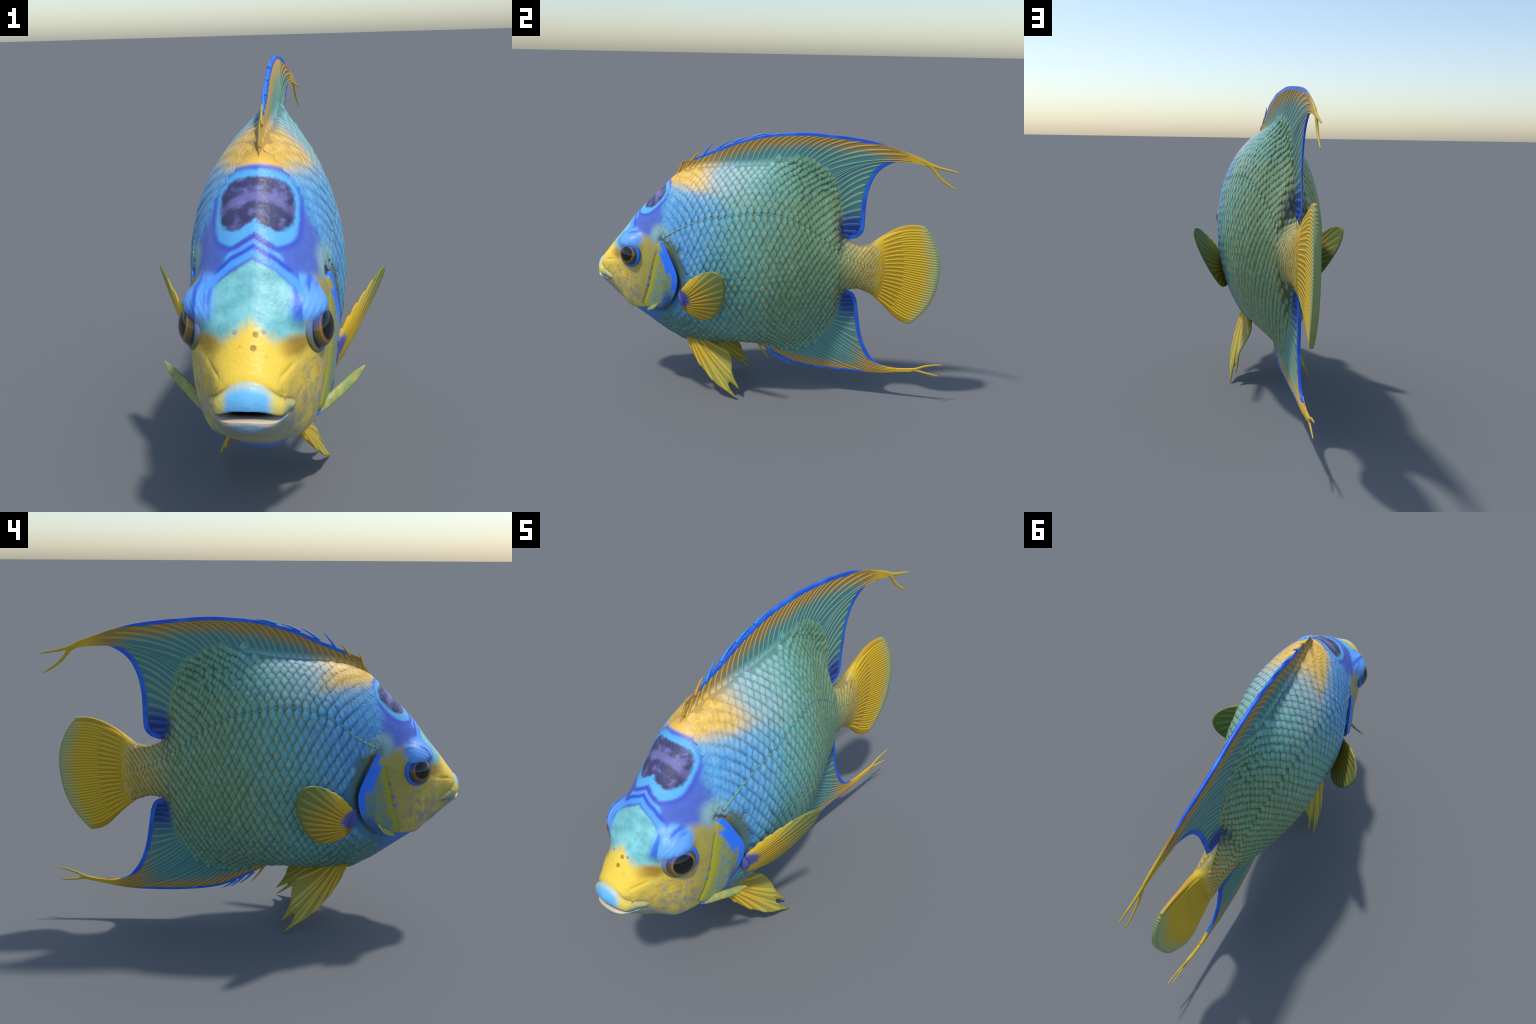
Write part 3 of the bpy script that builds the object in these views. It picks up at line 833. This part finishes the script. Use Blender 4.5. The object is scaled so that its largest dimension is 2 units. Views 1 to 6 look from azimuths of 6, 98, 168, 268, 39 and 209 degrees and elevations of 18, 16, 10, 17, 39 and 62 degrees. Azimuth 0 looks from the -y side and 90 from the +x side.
def build_paired():
    pec_x = plane_map((.225, -.450, .640), (.384, -.228, .812), (.229, -.306, .480))
    pec_root = [(-.452, .640), (-.440, .58), (-.418, .505)]
    pec_edge = [(-.446,.648),(-.412,.684),(-.384,.716),(-.331,.763),(-.281,.798),(-.228,.813),(-.190,.798),(-.173,.763),(-.171,.708),(-.189,.639),(-.217,.573),(-.262,.508),(-.306,.480),(-.371,.476),(-.416,.497)]
    pel_x = plane_map((.098, -.450, .305), (.21, -.134, .004), (.172, -.192, .083))
    pel_root = [(-.458, .312), (-.42, .308), (-.36, .302)]
    pel_edge = [(-.454,.307),(-.435,.272),(-.405,.226),(-.365,.178),(-.318,.132),(-.256,.077),(-.205,.046),(-.133,.001),(-.162,.027),(-.186,.053),(-.194,.081),(-.178,.084),(-.158,.074),
                (-.126,.048),(-.140,.074),(-.160,.108),(-.177,.150),(-.182,.190),(-.199,.230),(-.234,.256),(-.285,.276),(-.335,.290),(-.36,.298)]
    for side in (1, -1):
        fan_fin("pectoral_fin", pec_root, pec_edge, pec_x, .010, side, [M["pec"]], 17, .014, M["pecray"], .0190)
        fan_fin("pelvic_fin", pel_root, pel_edge, pel_x, .010, side, [M["pel"]], 9, .014, M["pelray"], .0165, .042)
        # fleshy foot of the pectoral fin
        p = polyline([(.212,-.462,.645),(.216,-.450,.585),(.190,-.425,.505)], 20)
        u = np.linspace(0, 1, 20)
        V, F = tube(p, .016 * np.sin(math.pi * (u * .9 + .05)) + .004, .016 * np.sin(math.pi * (u * .9 + .05)) + .003, (1, 0, 0), 14)
        mesh_obj("pectoral_foot", V * np.array([side, 1, 1]), F if side > 0 else [q[::-1] for q in F], [M["pec"]], ROOT)

# ------------------------------------------------------------------- head parts
def surf(y, z, side=1):
    return np.array([side * float(half_width(y, z)) + float(bend(y, z)), y, z])

def build_head(parts):
    for side in (1, -1):
        # eyeball, looking out and a little forward
        out = Vector((side * .89, -.36, .22)).normalized()
        upv = Vector((0, .1, 1)); right = upv.cross(out).normalized(); upv = out.cross(right)
        c = Vector((side * .168, -.753, .817))
        V, F = [], []
        nu, nv = 32, 20
        for i in range(nv + 1):
            a = i / nv * math.pi * .70
            for j in range(nu):
                t = j / nu * 2 * math.pi
                V.append((.063 * math.sin(a) * math.cos(t), .063 * math.sin(a) * math.sin(t), .044 * math.cos(a)))
        for i in range(nv):
            for j in range(nu):
                F.append((i*nu + j, (i+1)*nu + j, (i+1)*nu + (j+1) % nu, i*nu + (j+1) % nu))
        eye = mesh_obj("eye", V, F, [M["eye"]], parts["head"])
        eye.matrix_world = Matrix.Translation(c) @ Matrix((right, upv, out)).transposed().to_4x4()
        # eyelid ring
        P = []
        for j in range(48):
            t = j / 48 * 2 * math.pi
            rad = .0610
            q = c + right * (rad * math.cos(t)) + upv * (rad * math.sin(t) * 1.02) + out * (.003 + .008 * math.sin(t))
            P.append(tuple(q))
        V, F = tube(np.array(P), .0120, .0115, tuple(out), 12, False, True)
        mesh_obj("eyelid", V, F, [M["eyelid"]], parts["head"])
        # gill cover plate
        n, m = 40, 34
        A, B = polyline(GILL_FRONT, n), polyline(GILL_EDGE, n)
        r = np.linspace(0, 1, m)
        G = A[:, None] + (B - A)[:, None] * r[None, :, None]
        down = sstep(.15, .55, np.linspace(0, 1, n))
        G[..., 0] += (.005 + .009 * down * sstep(1, .9, np.linspace(0, 1, n)))[:, None] * r[None] ** 2
        base = half_width(G[..., 0], G[..., 1])
        # ride over the slit rather than into it
        base = base + .006 * np.exp(-(curve_dist(G[..., 0], G[..., 1], GILL_FRONT[1:]) / .007) ** 2) + .026 * np.exp(-(curve_dist(G[..., 0], G[..., 1], GILL_EDGE) / .024) ** 2)
        lift = (.001 + .010 * np.sin(r * math.pi * .62))[None] * (.25 + .75 * np.sin(math.pi * np.linspace(.02, .98, n)) ** .5)[:, None] * (.75 + 1.05 * down)[:, None]
        lift = lift * sstep(0, .10, r)[None] - .004 * (1 - sstep(0, .06, r))[None]
        top = np.stack([base + lift, G[..., 0], G[..., 1]], -1)
        bot = np.stack([base + lift - .010 - .010 * sstep(.75, .2, r)[None], G[..., 0], G[..., 1]], -1)
        V = np.concatenate([top.reshape(-1, 3), bot.reshape(-1, 3)])
        V[:, 0] += 0
        idx = np.arange(n * m).reshape(n, m); o = n * m; F = []
        for i in range(n - 1):
            for j in range(m - 1):
                F.append((idx[i, j], idx[i+1, j], idx[i+1, j+1], idx[i, j+1]))
                F.append((idx[i, j] + o, idx[i, j+1] + o, idx[i+1, j+1] + o, idx[i+1, j] + o))
        for i in range(n - 1):
            F.append((idx[i, m-1], idx[i+1, m-1], idx[i+1, m-1] + o, idx[i, m-1] + o))
            F.append((idx[i+1, 0], idx[i, 0], idx[i, 0] + o, idx[i+1, 0] + o))
        for j in range(m - 1):
            F.append((idx[0, j], idx[0, j+1], idx[0, j+1] + o, idx[0, j] + o))
            F.append((idx[n-1, j+1], idx[n-1, j], idx[n-1, j] + o, idx[n-1, j+1] + o))
        V = V * np.array([side, 1, 1])
        F = [tuple(map(int, f)) for f in F]
        if side > 0: F = [f[::-1] for f in F]
        g = mesh_obj("gill_cover", V, F, [M["gill"]], parts["head"])
        mark_sharp(g, 50)
        # cheek spine standing out from the lower corner
        P = polyline([(.135,-.672,.500),(.175,-.652,.507),(.225,-.610,.535),(.270,-.578,.565),(.312,-.552,.602)], 26)
        u = np.linspace(0, 1, 26)
        V, F = tube(P, np.interp(u, [0, .3, .6, .85, 1], [.016, .016, .017, .013, .002]), np.interp(u, [0, .5, 1], [.007, .006, .0015]), (.2, -.85, .45), 12)
        mesh_obj("cheek_spine", V * np.array([side, 1, 1]), F if side > 0 else [q[::-1] for q in F], [M["cheek"]], parts["head"])
        # blue beads in front of the gill cover
        for yb, zb in ((-.622,.760),(-.640,.700),(-.652,.655)):
            c0 = surf(yb, zb, side)
            V, F = ball((c0[0] - side * .001, yb, zb), (.0025, .006 + .004 * (.76 - zb) * 8, .0075))
            mesh_obj("cheek_bead", V, F, [M["bead"]], parts["head"])

def ball(c, r, nu=12, nv=8):
    V = [(c[0], c[1], c[2] + r[2])]
    for i in range(1, nv):
        a = i / nv * math.pi
        for j in range(nu):
            t = j / nu * 2 * math.pi
            V.append((c[0] + r[0] * math.sin(a) * math.cos(t), c[1] + r[1] * math.sin(a) * math.sin(t), c[2] + r[2] * math.cos(a)))
    V.append((c[0], c[1], c[2] - r[2])); F = []
    for j in range(nu): F.append((0, 1 + j, 1 + (j+1) % nu))
    for i in range(nv - 2):
        for j in range(nu):
            a = 1 + i * nu
            F.append((a + j, a + nu + j, a + nu + (j+1) % nu, a + (j+1) % nu))
    e = len(V) - 1; a = 1 + (nv - 2) * nu
    for j in range(nu): F.append((a + j, e, a + (j+1) % nu))
    return V, F

def mark_sharp(o, deg):
    me = o.data
    fn = np.empty(len(me.polygons) * 3, np.float32); me.polygons.foreach_get("normal", fn); fn = fn.reshape(-1, 3)
    by = {}
    for p in me.polygons:
        for k in p.edge_keys: by.setdefault(k, []).append(p.index)
    sharp = np.zeros(len(me.edges), bool)
    for e in me.edges:
        f = by.get(e.key, [])
        if len(f) == 2 and float(fn[f[0]] @ fn[f[1]]) < math.cos(math.radians(deg)): sharp[e.index] = True
    at = me.attributes.new("sharp_edge", "BOOLEAN", "EDGE"); at.data.foreach_set("value", sharp)

# ----------------------------------------------------------------------- scales
LATERAL = {1: [(-.545,.932),(-.44,.993),(-.333,1.038),(-.217,1.060),(-.097,1.078),(.003,1.076),(.084,1.062),(.2,1.01),(.33,.92),(.45,.83),(.6,.78)],
           -1: [(-.545,.930),(-.455,.978),(-.377,1.041),(-.291,1.087),(-.235,1.102),(-.15,1.115),(-.065,1.106),(.02,1.087),(.112,1.058),(.22,1.0),(.34,.91),(.45,.83),(.6,.78)]}
SPACING = [(-.75,.018),(-.6,.022),(-.5,.028),(-.38,.036),(-.05,.037),(.15,.031),(.3,.026),(.42,.022),(.54,.018),(.64,.014)]

def scale_mesh(k):
    """one scale: a tilted domed shield, free edge towards +x local, z out"""
    p = (1.18, 1.3, 1.8, 1.4)[k]
    seg, rings = 20, (.0, .25, .5, .7, .85, 1.0)
    V, F, rim, base = [], [], [], []
    for r in rings:
        for j in range(seg if r else 1):
            t = j / seg * 2 * math.pi
            c, s = math.cos(t), math.sin(t)
            q = (abs(c) ** p + abs(s) ** p) ** (-1 / p)
            X_, Y_ = c * q * r, s * q * r
            X_ *= .62 if X_ > 0 else 1.0
            h = .12 * (1 - r ** 2) + .16 * X_ + .05
            V.append((X_, Y_, h)); rim.append(float(sstep(.58, .95, r) * sstep(-.15, .3, c)))
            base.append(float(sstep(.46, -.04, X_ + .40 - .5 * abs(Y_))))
    # skirt: the edge has depth
    for j in range(seg):
        v = V[1 + (len(rings) - 2) * seg + j]
        V.append((v[0] * 1.02, v[1] * 1.02, v[2] - .22)); rim.append(0.0); base.append(1.0)
    for j in range(seg): F.append((0, 1 + j, 1 + (j + 1) % seg))
    for i in range(len(rings) - 1):
        for j in range(seg):
            a = 1 + i * seg
            F.append((a + j, a + seg + j, a + seg + (j+1) % seg, a + (j+1) % seg))
    rim, base = np.array(rim), np.array(base)
    return np.array(V), F, rim, base, (1 - rim) * (1 - base)

def foot_width(y, z):
    """half width that also runs out onto the foot of the dorsal and anal fin"""
    zt, zb = float(hermite(y, BACK)), float(hermite(y, BELLY))
    if zb <= z <= zt: return float(half_width(y, z))
    top = z > zt
    tab = np.asarray(DORSAL if top else ANAL)
    L = max(float(np.hypot(hermite(y, tab[:, [0, 1]]) - y, hermite(y, tab[:, [0, 2]]) - (zt if top else zb))), .02)
    return float(fin_half(y, min(abs(z - (zt if top else zb)) / L, 1), top))

def caudal_lookup():
    """half width of the tail stalk and fin foot at (y, z)"""
    k, v = np.meshgrid(np.linspace(0, .45, 120), np.linspace(0, 1, 90), indexing="ij")
    cy, cz = caudal_point(k, v); cw = caudal_half(k, v)
    def f(y, z):
        if y < .562: return float(half_width(y, z))
        q = (cy - y) ** 2 + (cz - z) ** 2
        i = np.argsort(q, axis=None)[:4]; w = 1 / (q.flat[i] + 1e-9)
        return float((cw.flat[i] * w).sum() / w.sum())
    return f

def build_scales(parts):
    tpl = [scale_mesh(k) for k in range(4)]
    tail = caudal_lookup()
    meshes = []
    for V, F, rim, base, painted_sheen in tpl:
        me = bpy.data.meshes.new("scale"); me.from_pydata([tuple(v) for v in V], [], F)
        me.materials.append(M["scale"])
        for nm, d in (("rim", rim), ("base", base), ("painted_sheen", painted_sheen)):
            at = me.attributes.new(nm, "FLOAT", "POINT"); at.data.foreach_set("value", d.astype(np.float32))
        me.polygons.foreach_set("use_smooth", [True] * len(me.polygons)); me.update(); meshes.append(me)
    # column positions from the spacing law
    yg = np.linspace(-.75, .64, 2000); u = np.r_[0, np.cumsum(np.diff(yg) / hermite(yg[:-1], SPACING))]
    pec = [(-.46,.66),(-.30,.78),(-.26,.6)]
    places = []
    for side in (1, -1):
        for half in range(int(u[-1] * 2)):
            y = float(np.interp(half / 2, u, yg)); a = float(hermite(y, SPACING))
            zt, zb, _ = ring_z(np.array([y])); zt, zb = float(zt[0]), float(zb[0])
            zl = float(hermite(y, LATERAL[side])) if y > -.56 else .93
            zs = np.linspace(zb + .002, zt - .002, 500); xs = half_width(np.full(500, y), zs)
            arc = np.r_[0, np.cumsum(np.hypot(np.diff(xs), np.diff(zs)))]
            al = float(np.interp(zl, zs, arc))
            for sgn in (1, -1):
                s, j = 0.0, 0
                while True:
                    zz = float(np.interp(al + sgn * s, arc, zs))
                    peb = float(sstep(.0, .14, y) * sstep(1.10, 1.2, zz))
                    fall = 1 - .40 * float(sstep(.56, .28, zz)) * float(sstep(.45, .1, y)) if sgn < 0 else 1 - .22 * float(sstep(1.12, 1.3, zz))
                    b = a * (1.04 if sgn < 0 else .92) * (1 - .18 * peb) * fall
                    s += b if j else b * (.62 if y < .3 else .5)
                    j += 1
                    over = max(al + sgn * s - arc[-1], -(al + sgn * s))
                    onfin = (.03 < y < .36) if sgn > 0 else (.02 < y < .37)
                    if over > (.026 if onfin else -.004): break
                    if (j + half) % 2: continue
                    jit = .10 + .25 * peb
                    yy = y + random.uniform(-jit, jit) * a * .5
                    zz = float(np.interp(al + sgn * s + random.uniform(-jit, jit) * b * .5, arc, zs))
                    if over > 0: zz += sgn * over
                    lo, hi = float(hermite(yy, BELLY)), float(hermite(yy, BACK))
                    if not onfin and (zz > hi - .010 or zz < lo + .004): continue
                    if zz > hi + .03 or zz < lo - .03: continue
                    # keep to the scaled part of the body
                    gy = float(np.interp(zz, [p[1] for p in GILL_EDGE[::-1]], [p[0] for p in GILL_EDGE[::-1]]))
                    if .48 < zz < .91 and yy < gy + .075: continue
                    if zz >= .91 and yy < -.570 + max(0, zz - 1.07) * .38: continue
                    if zz <= .48 and yy < -.60: continue
                    lim = .598 + .032 * (1 - min(1, abs(zz - .77) / .14) ** 2)
                    if yy > lim: continue
                    places.append((side, yy, zz, a, b, peb))
    items = []
    for side, y, z, a, b, peb in places:
        e = .004
        half_width_ = tail if y > .535 else foot_width
        x0 = float(half_width_(y, z)); xy = (float(half_width_(y + e, z)) - float(half_width_(y - e, z))) / (2 * e)
        xz = (float(half_width_(y, z + e)) - float(half_width_(y, z - e))) / (2 * e)
        n = Vector((1, -xy, -xz)).normalized()
        t = Vector((xy, 1, 0)).normalized(); bt = n.cross(t).normalized(); t = bt.cross(n)
        n, t, bt = (Vector((v.x * side, v.y, v.z)) for v in (n, t, bt))
        rot = Matrix((t, bt, n)).transposed()
        if rot.determinant() < 0: rot = Matrix((t, -bt, n)).transposed()
        rot = rot @ Matrix.Rotation(random.uniform(-.10, .10) * (1 + 2 * peb), 3, "Z")
        fade = float(sstep(-.58, -.38, y - max(0, z - 1.1) * .4)) * .88 + .12
        fade *= 1 - .5 * float(sstep(-.2, -.4, y) * sstep(1.17, 1.24, z))
        fade *= 1 - .5 * float(sstep(.56, .63, y))
        fade *= 1 - .45 * float(sstep(-.3, -.5, y) * sstep(.55, .42, z))
        fade *= 1 - .55 * float(sstep(-.014, .02, max(z - float(hermite(y, BACK)), float(hermite(y, BELLY)) - z))) * (y < .5)
        k = random.uniform(.92, 1.10)
        sx, sy = a * (1.03 - .12 * peb) * k, b * (1.07 - .02 * peb) * random.uniform(.92, 1.08)
        sz = a * fade * random.uniform(.85, 1.2) * (1.0 + .15 * peb)
        mw = Matrix.Translation((side * x0 + float(bend(y, z)), y, z)) @ (rot @ Matrix.Diagonal((sx, sy, sz))).to_4x4()
        items.append((sx * sy * (fade > .9), mw, random.choice((1, 2, 2)) if peb > .4 else random.choice((0, 1, 3)), fade))
    items.sort(key=lambda q: -q[0])
    for area, mw, k, fade in items[:300]:
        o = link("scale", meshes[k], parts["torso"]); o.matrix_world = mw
    VV, FF, RR, BB, HH, off = [], [], [], [], [], 0
    for area, mw, k, fade in items[300:]:
        V, F, rim, base, painted_sheen = tpl[k]
        m4 = np.array(mw)
        VV.append(V @ m4[:3, :3].T + m4[:3, 3]); FF += [tuple(a + off for a in f) for f in F]; RR.append(rim * fade); BB.append(base * (.12 + .88 * fade)); HH.append(painted_sheen * fade); off += len(V)
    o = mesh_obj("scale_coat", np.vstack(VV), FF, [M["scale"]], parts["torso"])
    o["kind"] = "stuff"
    for nm, d in (("rim", RR), ("base", BB), ("painted_sheen", HH)):
        at = o.data.attributes.new(nm, "FLOAT", "POINT"); at.data.foreach_set("value", np.concatenate(d).astype(np.float32))
    print("scales:", len(items))
    # lateral line: a beaded ridge
    for side in (1, -1):
        yy = np.linspace(-.54, .30, 200); zz = hermite(yy, LATERAL[side])
        xx = half_width(yy, zz) + .0015
        P = np.stack([side * xx + bend(yy, zz), yy, zz], 1)
        bead = .75 + .35 * np.sin(np.arange(200) * 1.25) + RNG.uniform(-.15, .25, 200)
        fade = sstep(.30, .1, yy)
        V, F = tube(P, .0068 * bead * (fade * .7 + .3), .0034 * bead * (fade * .7 + .3), (side, 0, 0), 8)
        mesh_obj("lateral_line", V, F, [M["lateral"]], parts["torso"])

build_materials()
PARTS = build_body()
build_rays(PARTS)
build_paired()
build_head(PARTS)
build_scales(PARTS)
